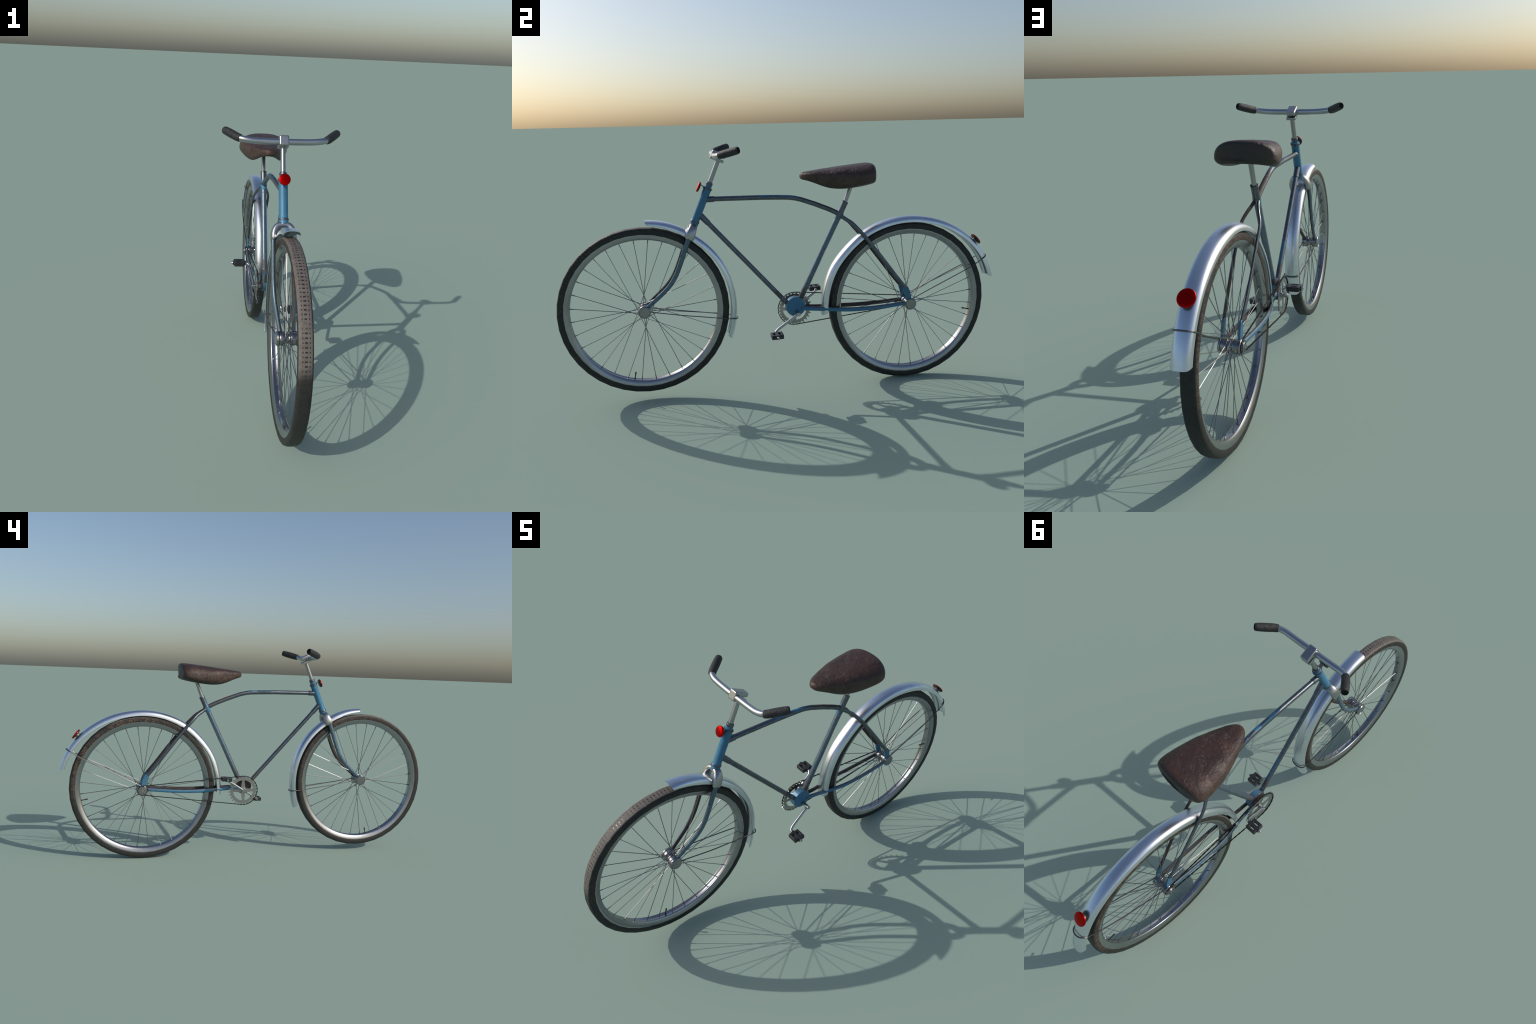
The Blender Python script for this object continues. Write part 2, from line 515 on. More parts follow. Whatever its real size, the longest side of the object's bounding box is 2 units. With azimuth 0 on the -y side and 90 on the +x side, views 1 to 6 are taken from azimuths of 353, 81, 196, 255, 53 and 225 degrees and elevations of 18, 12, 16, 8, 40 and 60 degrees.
# ------------------------------------------------------------------ wheels
def wheel(center, hub, tyre_mat, valve_angle, sprocket):
    w = empty("wheel", bike, P(center))
    # tyre: square-shouldered section, coarse like the old moulded carcass
    prof = []
    half = [(0.0, 0.3724), (0.0090, 0.3723), (0.0160, 0.3716), (0.0205, 0.3700), (0.0234, 0.3672), (0.0246, 0.3630),
            (0.0252, 0.3560), (0.0250, 0.3490), (0.0238, 0.3440), (0.0190, 0.3420)]
    prof = [(-x, r) for x, r in reversed(half[1:])] + half
    add("tyre", lathe("tyre", prof, n=40, closed=True), tyre_mat, w, sharp=40)
    # rim: sloping sides, shallow channel inside
    half = [(0.0, 0.3225), (0.0055, 0.3218), (0.0105, 0.3194), (0.0125, 0.3192), (0.0148, 0.3210),
            (0.0188, 0.3285), (0.0218, 0.3370), (0.0229, 0.3430), (0.0226, 0.3470), (0.0150, 0.3480)]
    prof = [(-x, r) for x, r in reversed(half[1:])] + half
    add("rim", lathe("rim", prof, n=80, closed=True), M_RIM, w, sharp=45)
    # hub shell
    dy, dz = hub[0] - center[0], hub[1] - center[1]
    half = [(0.0, 0.0185), (0.0050, 0.0186), (0.0072, 0.0196), (0.0085, 0.0232), (0.0100, 0.0250), (0.0130, 0.0262),
            (0.0270, 0.0264), (0.0285, 0.0256), (0.0290, 0.0240), (0.0302, 0.0240), (0.0308, 0.0262),
            (0.0322, 0.0276), (0.0365, 0.0278), (0.0392, 0.0262), (0.0400, 0.0246), (0.0386, 0.0236),
            (0.0386, 0.0222), (0.0398, 0.0214), (0.0402, 0.0)]
    prof = [(-x, r) for x, r in reversed(half[1:])] + half
    add("hub", lathe("hub", prof, n=32), M_HUB, w, (0, dy, dz), sharp=35)
    # spokes: eight crossings, four spokes through each, flanges alternate
    prof = [(0, 0.0), (0, 1.0), (0.935, 1.0), (0.94, 1.5), (0.985, 1.5), (1.0, 1.5), (1.0, 0.0)]
    me = lathe("spoke", [(a, r * 0.00145) for a, r in prof], axis=(1, 0, 0), n=4)
    for g in range(8):
        th = math.radians(45 * g)
        for j, off in enumerate((-1.5, -0.5, 0.5, 1.5)):
            a = th + math.radians(off * 11.25)
            tip = Vector((0.0030 * (1 if j % 2 else -1), 0.3225 * math.cos(a), 0.3225 * math.sin(a)))
            node = Vector((0, 0.073 * math.cos(th), 0.073 * math.sin(th)))
            d = node - Vector((0, tip.y, tip.z))
            d.normalize()
            root = node + d * (0.050 + 0.004 * abs(off))
            root.x = 0.0085 * (1 if j % 2 else -1)
            v = tip - root
            rot = Vector((1, 0, 0)).rotation_difference(v)
            o = add("spoke", me, M_SPOKE, w, sharp=None)
            o.rotation_mode = "QUATERNION"
            o.rotation_quaternion = rot
            o.scale = (v.length, 1, 1)
            o.location = root
    me.shade_flat()
    # valve
    ca, sa = math.cos(valve_angle), math.sin(valve_angle)
    st = [(0, 0.0), (0, 0.0034), (0.006, 0.0034), (0.008, 0.0024), (0.022, 0.0024), (0.0225, 0.0034), (0.034, 0.0032), (0.0355, 0.0)]
    add("valve", lathe("valve", st, origin=(0, ca * 0.3205, sa * 0.3205), axis=(0, -ca, -sa), n=10), M_VALVE, w)
    if sprocket:
        teeth = 14
        out = []
        for i in range(teeth):
            for f, r in ((0.0, 0.0205), (0.30, 0.0208), (0.5, 0.0252), (0.70, 0.0208)):
                t = TAU * (i + f) / teeth
                out.append((r * math.cos(t), r * math.sin(t)))
        plate = prism("sprocket", out, -0.0455, -0.0420)
        cap = lathe("cap", [(0, 0.0), (0, 0.0165), (-0.0015, 0.0175), (-0.0030, 0.0165), (-0.0030, 0.0075),
                            (-0.0045, 0.0070), (-0.0045, 0.0)], origin=(-0.0456, 0, 0), n=24)
        sp = add("sprocket", join("sprocket", plate, cap), M_RING, w, (0, dy, dz), sharp=30)
        core = lathe("core", [(-0.0390, 0.0), (-0.0390, 0.0225), (-0.0424, 0.0225), (-0.0424, 0.0)], n=20)
        add("sprocket_carrier", core, M_CHAIN, w, (0, dy, dz))
        dark_discs = []  # small black discs set in a circle on the cap
        for i in range(6):
            c = TAU * i / 6
            dark_discs.append(lathe("dark_disc", [(0, 0.0), (0, 0.0021), (-0.0012, 0.0018), (-0.0012, 0.0)],
                             origin=(-0.0487, 0.0123 * math.cos(c), 0.0123 * math.sin(c)), n=8))
        add("sprocket_hole", join("sprocket_hole", *dark_discs), M_HOLE, w, (0, dy, dz))["kind"] = "stuff"
    return w

front_wheel = wheel(FW, FH, M_TYRE_F, math.radians(-101.4), False)
rear_wheel = wheel(RW, RH, M_TYRE_R, math.radians(-11.5), True)

# ------------------------------------------------------------------ frame
frame = empty("frame", bike)
hd = Vector((0, HEAD_B[0] - HEAD_T[0], HEAD_B[1] - HEAD_T[1])).normalized()   # down the steering axis
hup = -hd
hnorm = Vector((0, hup.z, -hup.y))                                              # to the rear
hl = (Vector(P(HEAD_B)) - Vector(P(HEAD_T))).length
prof = [(0.0265, 0.0), (0.0265, 0.0178), (0.031, 0.0178), (0.100, 0.0176), (0.172, 0.0176), (0.176, 0.0186), (0.1765, 0.0196),
        (0.180, 0.0198), (0.1835, 0.0194), (0.184, 0.0187), (0.192, 0.0190), (0.199, 0.0194), (0.199, 0.0)]
band = [(0.1757, 0.0175), (0.1757, 0.0194), (0.1775, 0.0203), (0.1810, 0.0206), (0.1835, 0.0200), (0.1835, 0.0175)]
add("head_band", lathe("head_band", band, P(HEAD_T), hd, 32), M_SLEEVE, frame, sharp=40)
add("head_tube", lathe("head_tube", prof, P(HEAD_T), hd, 32), M_BLUE, frame, sharp=35)
prof = [(-0.0005, 0.0095), (-0.003, 0.0115), (-0.001, 0.0142), (0.003, 0.0151), (0.008, 0.0150), (0.0105, 0.0140)]
add("headset_cap", lathe("headset_cap", prof, P(HEAD_T), hd, 28), M_SLEEVE, frame, sharp=40)
prof = [(0.0100, 0.0120), (0.0102, 0.0141), (0.020, 0.0146), (0.0225, 0.0172)]
add("headset_nut", lathe("headset_nut", prof, P(HEAD_T), hd, 28), M_BLUE, frame, sharp=40)
prof = [(0.0215, 0.0140), (0.0215, 0.0185), (0.0230, 0.0203), (0.0265, 0.0208), (0.0300, 0.0202), (0.0315, 0.0178)]
add("headset_ring", lathe("headset_ring", prof, P(HEAD_T), hd, 28), M_SLEEVE, frame, sharp=40)

top = [(-0.345, 0.8845), (-0.300, 0.8858), (-0.190, 0.8849), (-0.100, 0.8839), (-0.015, 0.8812), (0.0325, 0.8782), (0.070, 0.8702),
       (0.096, 0.8618), (0.146, 0.8438), (0.165, 0.8358), (0.203, 0.8205), (0.238, 0.8035), (0.268, 0.7880)]
add("top_tube", sweep("top_tube", [P(p) for p in smooth_path(top, 4)], 0.0109, n=16), M_TUBE, frame)
add("lug_sleeve", sweep("lug_sleeve", [P(p) for p in ((-0.338, 0.8850), (-0.307, 0.8856), (-0.3045, 0.8856))],
    lambda s: 0.0131 if s < 0.98 else 0.0122, n=20), M_SLEEVE, frame, sharp=30)
D0, D1 = (-0.3720, 0.8240), (0.0150, 0.3905)
add("down_tube", sweep("down_tube", [P(D0), P(lerp(D0, D1, 0.5)), P(D1)], 0.0107, n=16), M_TUBE, frame)
DL = lerp(D0, D1, 0.098)
add("lug_sleeve", sweep("lug_sleeve", [P(D0), P(lerp(D0, D1, 0.096)), P(DL)],
    lambda s: 0.0137 if s < 0.95 else 0.0124, n=20), M_SLEEVE, frame, sharp=30)
add("paint_band", sweep("paint_band", [P(DL), P(lerp(D0, D1, 0.116))], 0.0109, n=20), M_BLUE, frame, sharp=30)

SB = (0.0600, 0.3920)
def st(z):
    t = (z - SB[1]) / (ST_T[1] - SB[1])
    return (SB[0] + (ST_T[0] - SB[0]) * t, z)
add("seat_tube", sweep("seat_tube", [P(st(z)) for z in (0.392, 0.5, 0.65, 0.77, 0.775)], 0.0129, n=20), M_SEATT, frame)
sd = (Vector(P(ST_T)) - Vector(P(SB))).normalized()
prof = [(-0.090, 0.0130), (-0.088, 0.0136), (-0.070, 0.0152), (-0.058, 0.0154), (-0.045, 0.0140), (-0.040, 0.0138)]
add("seat_cluster", lathe("seat_cluster", prof, P(ST_T), sd, 24), M_CLUSTER, frame, sharp=40)
prof = [(-0.0405, 0.0132), (-0.0405, 0.0139), (-0.012, 0.0139), (-0.002, 0.0146), (0.0, 0.0140), (0.0, 0.0095)]
add("seat_sleeve", lathe("seat_sleeve", prof, P(ST_T), sd, 24), M_SLEEVE, frame, sharp=40)
prof = [(-0.0165, 0.0), (-0.0165, 0.0415), (-0.0158, 0.0438), (-0.0140, 0.0450), (0.0140, 0.0450), (0.0158, 0.0438), (0.0165, 0.0415), (0.0165, 0.0)]
add("bottom_bracket", lathe("bottom_bracket", prof, P(SHELL), n=40), M_SHELL, frame, sharp=32)

for s in (1, -1):
    cs = [(0.012, 0.075, 0.3720), (0.0145, 0.100, 0.3700), (0.0185, 0.150, 0.3660), (0.0265, 0.200, 0.3630), (0.0350, 0.250, 0.3605),
          (0.0385, 0.300, 0.3580), (0.0390, 0.355, 0.3575), (0.0385, 0.425, 0.3595), (0.0370, 0.490, 0.3635), (0.0345, 0.560, 0.3690)]
    me = sweep("chain_stay", smooth_path([(s * x, y, z) for x, y, z in cs], 4), lambda t: 0.0074, lambda t: 0.0108 - 0.0016 * t, n=14)
    add("chain_stay", me, M_STAY, frame)
    ss = [(0.0080, 0.2560, 0.7900), (0.0130, 0.2780, 0.7745), (0.0230, 0.3060, 0.7550), (0.0335, 0.3300, 0.7300), (0.0370, 0.3560, 0.7010),
          (0.0372, 0.3920, 0.6570), (0.0365, 0.4600, 0.5700), (0.0345, 0.5150, 0.4980), (0.0315, 0.5600, 0.4430)]
    me = sweep("seat_stay", smooth_path([(s * x, y, z) for x, y, z in ss], 4), lambda t: 0.0056, lambda t: 0.0083 + 0.0012 * t, n=14)
    add("seat_stay", me, M_SSTAY, frame)
    # flattened blue plate that carries the axle
    out = [(0.5490, 0.4440), (0.5620, 0.4520), (0.5740, 0.4460), (0.5850, 0.4230), (0.5905, 0.3950), (0.5960, 0.3740), (0.5840, 0.3640),
           (0.5680, 0.3720), (0.5630, 0.3950), (0.5570, 0.4150)]
    o = add("dropout", prism("dropout", out, s * 0.0262, s * 0.0352), M_BLUE, frame, sharp=30)
    bevel(o, 0.0025, 2)

# ------------------------------------------------------------------ fork
fork = empty("fork", bike)
ax0 = Vector((0, -0.3960, 0.7810))
arch = []
for i in range(25):
    t = math.pi * (i / 24)
    x = 0.0385 * math.copysign(abs(math.cos(t)) ** 0.72, math.cos(t))
    a = 0.0595 - 0.0505 * math.sin(t) ** 0.85
    arch.append(Vector((x, 0, 0)) + ax0 + hd * a)
arch = [arch[0] + hd * 0.006] + arch + [arch[-1] + hd * 0.006]
def crown():
    n, verts, faces = 20, [], []
    m = len(arch)
    for i, p in enumerate(arch):
        t = (arch[min(i + 1, m - 1)] - arch[max(i - 1, 0)]).normalized()
        r = t.cross(hnorm).normalized()
        s = i / (m - 1)
        w = 0.0222 - 0.0050 * math.sin(math.pi * s)
        th = 0.0115 + 0.0005 * math.sin(math.pi * s)
        k0 = 1.0
        if i in (0, m - 1):
            k0 = 0.86
        for k in range(n):
            c, q = math.cos(TAU * k / n), math.sin(TAU * k / n)
            c = math.copysign(abs(c) ** 0.75, c)
            q = math.copysign(abs(q) ** 0.75, q)
            verts.append(p + hnorm * (w * c * k0) + r * (th * q * k0))
    for i in range(m - 1):
        for k in range(n):
            l = (k + 1) % n
            faces.append((i * n + k, i * n + l, (i + 1) * n + l, (i + 1) * n + k))
    faces += [tuple(range(n)), tuple((m - 1) * n + k for k in range(n))]
    return mesh_from("fork_crown", verts, faces)
add("fork_crown", crown(), M_CROWN, fork, sharp=50)
for s in (1, -1):
    leg = [(0.0400, -0.4160, 0.7340), (0.0400, -0.4227, 0.7231), (0.0398, -0.4412, 0.6767), (0.0395, -0.4628, 0.6170), (0.0385, -0.4887, 0.5572),
           (0.0360, -0.5203, 0.5118), (0.0320, -0.5558, 0.4769), (0.0270, -0.6000, 0.4380), (0.0250, -0.6120, 0.4270)]
    me = sweep("fork_leg", smooth_path([(s * x, y, z) for x, y, z in leg], 5), lambda t: 0.0088 - 0.0012 * t, lambda t: 0.0114 - 0.0022 * t, n=16)
    add("fork_leg", me, M_FORK, fork)
    a, b = Vector((s * 0.0400, -0.4212, 0.7268)), Vector((s * 0.0399, -0.4278, 0.7105))
    add("paint_band", sweep("paint_band", [a, b], 0.0093, 0.0119, n=16), M_BLUE, fork, sharp=30)

# ------------------------------------------------------------------ stem and handlebar
bars = empty("handlebar", bike)
BAR_C = Vector((0, -0.2990, 1.0710))
p0 = Vector(P(HEAD_T)) + hd * 0.012
p1 = Vector((0, -0.2805, 1.0520))
add("stem_post", sweep("stem_post", [p0, (p0 + p1) / 2, p1], 0.0101, n=20), M_POST, bars)
fr = ((BAR_C.y, BAR_C.z), (hnorm.y, hnorm.z), (hup.y, hup.z))
out = [(-0.0140, -0.0165), (-0.0140, 0.0232), (0.0480, 0.0225), (0.0480, 0.0034), (0.0180, 0.0034), (0.0180, -0.0165)]
bevel(add("stem_clamp", prism("stem_clamp", out, -0.0192, 0.0192, fr), M_CROWN, bars, sharp=30), 0.0055, 4)
out = [(0.0060, -0.0172), (0.0060, -0.0044), (0.0475, -0.0044), (0.0475, -0.0160)]
bevel(add("stem_plate", prism("stem_plate", out, -0.0202, 0.0202, fr), M_CROWN, bars, sharp=30), 0.0028, 3)
half = [(0.0, -0.2990, 1.0710), (0.050, -0.2988, 1.0710), (0.090, -0.2985, 1.0716), (0.115, -0.2982, 1.0727), (0.135, -0.2972, 1.0745),
        (0.152, -0.2938, 1.0767), (0.166, -0.2875, 1.0790), (0.180, -0.2750, 1.0830), (0.197, -0.2520, 1.0900), (0.2175, -0.2250, 1.0980)]
full = [(-x, y, z) for x, y, z in reversed(half[1:])] + half
add("bar", sweep("bar", smooth_path(full, 4), 0.0122, n=18, ref=(0, 0, 1)), M_BAR, bars)
for s in (1, -1):
    g = smooth_path([(s * x, y, z) for x, y, z in ((0.1650, -0.2882, 1.0788), (0.1720, -0.2828, 1.0806), (0.1800, -0.2745, 1.0832), (0.197, -0.2520, 1.0900), (0.2100, -0.2350, 1.0951), (0.2230, -0.2180, 1.1000))], 5)
    rr = lambda t: 0.0146 + 0.0020 * math.sin(math.pi * min(t * 1.02, 1)) ** 0.6 - (0.0016 if t > 0.985 or t < 0.01 else 0)
    me = sweep("grip", g, rr, n=24, ref=(0, 0, 1), cap=False)
    # turn the outer end in, to leave a hollow mouth
    bm = bmesh.new()
    bm.from_mesh(me)
    ends = [e for e in bm.edges if e.is_boundary]
    outer = [e for e in ends if abs(e.verts[0].co.x) > 0.2]
    d = (Vector(g[-1]) - Vector(g[-2])).normalized()
    c = Vector(g[-1])
    r = bmesh.ops.extrude_edge_only(bm, edges=outer)
    v1 = [v for v in r["geom"] if isinstance(v, bmesh.types.BMVert)]
    for v in v1:
        v.co = c + (v.co - c) * 0.86
    e1 = [e for e in r["geom"] if isinstance(e, bmesh.types.BMEdge) and all(v in v1 for v in e.verts)]
    r = bmesh.ops.extrude_edge_only(bm, edges=e1)
    v2 = [v for v in r["geom"] if isinstance(v, bmesh.types.BMVert)]
    for v in v2:
        v.co -= d * 0.022
    bmesh.ops.recalc_face_normals(bm, faces=bm.faces)
    bm.to_mesh(me)
    bm.free()
    add("grip", me, M_GRIP, bars, sharp=45)
    hole = lathe("grip_mouth", [(0, 0.0), (0, 0.0136), (-0.012, 0.0136), (-0.012, 0.0)], origin=c - d * 0.0045, axis=d, n=24)
    add("grip_mouth", hole, M_HOLE, bars)

# ------------------------------------------------------------------ saddle
saddle = empty("saddle", bike)
st_rows = [  # y, half width, top, side shoulder, flank bottom, middle bottom
    (0.0735, 0.004, 0.976, 0.972, 0.9690, 0.9690), (0.0775, 0.0150, 0.9835, 0.972, 0.9610, 0.9600), (0.0870, 0.0270, 0.9875, 0.973, 0.9560, 0.9550),
    (0.107, 0.0420, 0.9905, 0.972, 0.9505, 0.9520), (0.135, 0.0550, 0.9940, 0.970, 0.9400, 0.9480), (0.165, 0.0680, 0.9980, 0.968, 0.9280, 0.9440),
    (0.195, 0.0790, 1.0010, 0.966, 0.9195, 0.9400), (0.225, 0.0900, 1.0045, 0.965, 0.9160, 0.9370), (0.260, 0.1000, 1.0085, 0.958, 0.9160, 0.9355),
    (0.300, 0.1080, 1.0125, 0.956, 0.9200, 0.9355), (0.340, 0.1130, 1.0165, 0.955, 0.9260, 0.9370), (0.370, 0.1135, 1.0190, 0.955, 0.9310, 0.9390),
    (0.3880, 0.1120, 1.0192, 0.956, 0.9345, 0.9405), (0.3985, 0.1085, 1.0160, 0.958, 0.9385, 0.9425), (0.4040, 0.1030, 1.0095, 0.961, 0.9440, 0.9460), (0.4060, 0.0930, 1.0000, 0.966, 0.9520, 0.9525)]
rows = smooth_path(st_rows, 3)
n, verts, faces = 48, [], []
for y, hw, zt, zs, zf, zm in rows:
    for k in range(n):
        t = TAU * k / n
        c, s = math.cos(t), math.sin(t)
        if s >= 0:                                  # dome
            x = hw * math.copysign(abs(c) ** 0.76, c)
            z = zs + (zt - zs) * s ** 0.80
        else:                                       # skirt turning under
            x = hw * math.copysign(abs(c) ** 0.50, c)
            q = min(abs(s) / 0.80, 1.0)
            skirt = zs + (zf - zs) * (q ** 0.9)
            lift = (1 - min(abs(x) / (hw * 0.74 + 1e-6), 1.0) ** 2.2)
            z = skirt + (zm - zf) * lift * q
        bow = 0.018 * (x / 0.11) ** 2 * max(0, min(1, (y - 0.33) / 0.06))     # rear edge curves forward at the sides
        verts.append((x, y - bow, z))
m = len(rows)
for i in range(m - 1):
    for k in range(n):
        l = (k + 1) % n
        faces.append((i * n + k, i * n + l, (i + 1) * n + l, (i + 1) * n + k))
faces += [tuple(range(n)), tuple((m - 1) * n + k for k in range(n))]
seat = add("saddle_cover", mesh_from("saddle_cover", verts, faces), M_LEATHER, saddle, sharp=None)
seat.data.shade_smooth()
q0 = Vector(P(ST_T)) - sd * 0.012
q1 = Vector(P((0.3165, 0.9420)))
add("seat_post", sweep("seat_post", [q0, (q0 + q1) / 2, q1], 0.0094, n=20), M_POST, saddle)

# ------------------------------------------------------------------ fenders
def fender(center, spec, hw, full_depth, tip_depth):
    """spec: (angle, radius) of the crown line about the wheel centre."""
    line = smooth_path(spec, 6)
    K, T = 20, 0.0024
    m = len(line)
    def ring(i, off):
        a, r = line[i]
        pts = []
        depth = tip_depth + (full_depth - tip_depth) * min(1.0, i / (0.16 * m)) ** 0.7
        for k in range(K + 1):
            u = -1 + 2 * k / K
            x = hw * math.copysign(abs(math.sin(u * math.pi / 2)) ** 0.72, u)
            drop = depth * (1 - max(0.0, math.cos(u * math.pi / 2)) ** 0.80) + 0.0015 * (x / hw) ** 2
            aa = math.radians(a)
            pts.append([x, drop, aa, r])
        return pts
    verts, faces = [], []
    ends = (line[0][0], line[-1][0])
    for side in (0, 1):
        for i in range(m):
            for x, drop, aa, r in ring(i, 0):
                # corner rounding: pull the ends back toward the sides
                u = abs(x) / hw
                pull = 0.0095 * (1 - math.sqrt(max(0.0, 1 - (max(0.0, u - 0.55) / 0.45) ** 2)))
                a0, a1 = math.radians(ends[0]), math.radians(ends[1])
                sgn = 1 if a1 > a0 else -1
                lo = a0 + sgn * pull / r
                hi = a1 - sgn * pull / r
                f = (aa - a0) / (a1 - a0)
                aa2 = lo + (hi - lo) * f
                rr = r - drop * (1.0 - 0.06 * side) - T * side
                xx = x * (1 - 0.045 * side)
                verts.append((xx, center[0] + rr * math.cos(aa2), center[1] + rr * math.sin(aa2)))
    W = K + 1
    S = m * W
    for i in range(m - 1):
        for k in range(K):
            q = (i * W + k, i * W + k + 1, (i + 1) * W + k + 1, (i + 1) * W + k)
            faces.append(q)
            faces.append(tuple(S + v for v in reversed(q)))
        for k in (0, K):
            faces.append((i * W + k, (i + 1) * W + k, S + (i + 1) * W + k, S + i * W + k))
    for i in (0, m - 1):
        for k in range(K):
            faces.append((i * W + k, i * W + k + 1, S + i * W + k + 1, S + i * W + k))
    return mesh_from("fender", verts, faces)

ff = [(87.0, 0.4030), (78, 0.4050), (67, 0.4055), (55, 0.4040), (44, 0.4060), (32, 0.4070), (19, 0.4065), (8, 0.4070), (-2, 0.4080), (-12, 0.4090), (-21.5, 0.4110)]
rf = [(13.0, 0.4328), (27, 0.4280), (41, 0.4210), (53, 0.4130), (65, 0.4070), (77, 0.4022), (88, 0.4010), (98, 0.4006), (110, 0.4008), (122, 0.4018),
      (138, 0.4015), (153, 0.4070), (166, 0.4082), (177, 0.4095), (185.5, 0.4110)]
fmesh = fender(FW, ff, 0.0315, 0.0235, 0.0165)
o = add("fender", fmesh, M_FENDER, bike, sharp=60)
o = add("fender", fender(RW, rf, 0.0315, 0.0250, 0.0250), M_FENDER, bike, sharp=60)

# wire stays: from each side of the hub round the outside of the fender
def stay(pts):
    half = [(x, y, z) for x, y, z in pts]
    full = half + [(-x, y, z) for x, y, z in reversed(half[:-1])]
    return sweep("fender_stay", smooth_path(full, 5), 0.0021, 0.0026, n=8, ref=(0, 0.3, 1))
fs = [(0.0340, -0.6050, 0.4075), (0.0350, -0.5500, 0.3980), (0.0380, -0.4600, 0.3830), (0.0370, -0.3600, 0.3680), (0.0350, -0.2700, 0.3540),
      (0.0350, -0.2440, 0.3515), (0.0320, -0.2300, 0.3490), (0.0190, -0.2215, 0.3475), (0.0, -0.2190, 0.3470)]
rs = [(0.0345, 0.5950, 0.3880), (0.0355, 0.6300, 0.4050), (0.0390, 0.7200, 0.4500), (0.0400, 0.8000, 0.4880), (0.0375, 0.8800, 0.5260),
      (0.0350, 0.9260, 0.5530), (0.0325, 0.9440, 0.5640), (0.0190, 0.9585, 0.5715), (0.0, 0.9625, 0.5735)]
add("fender_stay", stay(fs), M_WIRE, bike)
add("fender_stay", stay(rs), M_WIRE, bike)

# ------------------------------------------------------------------ cranks, chainring, pedals, chain
drive = empty("crankset", bike)
add("crank_axle", lathe("crank_axle", [(-0.0585, 0.0), (-0.0585, 0.0074), (-0.0570, 0.0088), (0.0605, 0.0088), (0.0620, 0.0074), (0.0620, 0.0)],
    origin=P(CRANK), n=20), M_CRANK, drive, sharp=35)
def ring_mesh():
    teeth, hole, body = 28, 0.0552, 0.0705
    x0, x1 = -0.0375, -0.0345
    N = teeth * 6
    outer, inner = [], []
    for i in range(N):
        t = TAU * i / N
        f = (i % 6)
        r = {0: 0.0700, 1: 0.0705, 2: 0.0755, 3: 0.0836, 4: 0.0765, 5: 0.0705}[f]
        outer.append((r * math.cos(t), r * math.sin(t)))
        inner.append((hole * math.cos(t), hole * math.sin(t)))
    verts, faces = [], []
    for x in (x0, x1):
        for y, z in outer + inner:
            verts.append((x, CRANK[0] + y, CRANK[1] + z))
    for i in range(N):
        j = (i + 1) % N
        faces += [(i, j, N + j, N + i), (2 * N + i, 2 * N + j, 3 * N + j, 3 * N + i), (i, j, 2 * N + j, 2 * N + i), (N + i, N + j, 3 * N + j, 3 * N + i)]
    ring = mesh_from("chainring", verts, faces)
    parts = [ring]
    for g in range(4):
        t = math.radians(90 * g - 1)
        d, e = (math.cos(t), math.sin(t)), (-math.sin(t), math.cos(t))
        out = [(0.004, -0.0125), (0.030, -0.0095), (0.050, -0.0068), (0.0575, -0.0085), (0.0575, 0.0085), (0.050, 0.0068), (0.030, 0.0095), (0.004, 0.0125)]
        parts.append(prism("arm", out, x0 + 0.0005, x1 - 0.0005, (CRANK, d, e)))
    parts.append(lathe("boss", [(x0 - 0.001, 0.0), (x0 - 0.001, 0.0135), (x0, 0.0148), (x1 + 0.001, 0.0148), (x1 + 0.001, 0.0)], origin=P(CRANK), n=24))
    return join("chainring", *parts)
o = add("chainring", ring_mesh(), M_RING, drive, sharp=30)

def grid_solid(xc, yc, filled, z0, z1, place):
    """Slab of rectangular cells; only outside faces are made."""
    nx, ny = len(xc) - 1, len(yc) - 1
    full = lambda i, j: 0 <= i < nx and 0 <= j < ny and filled(i, j)
    V, F = {}, []
    def v(i, j, k):
        key = (i, j, k)
        if key not in V:
            V[key] = len(V)
        return V[key]
    for i in range(nx):
        for j in range(ny):
            if not full(i, j):
                continue
            for k in (0, 1):
                F.append((v(i, j, k), v(i + 1, j, k), v(i + 1, j + 1, k), v(i, j + 1, k)))
            for di, dj, a, b in ((-1, 0, (i, j), (i, j + 1)), (1, 0, (i + 1, j), (i + 1, j + 1)), (0, -1, (i, j), (i + 1, j)), (0, 1, (i, j + 1), (i + 1, j + 1))):
                if not full(i + di, j + dj):
                    F.append((v(*a, 0), v(*b, 0), v(*b, 1), v(*a, 1)))
    verts = [None] * len(V)
    for (i, j, k), n_ in V.items():
        verts[n_] = place(xc[i], yc[j], z1 if k else z0)
    return mesh_from("pedal", verts, F)

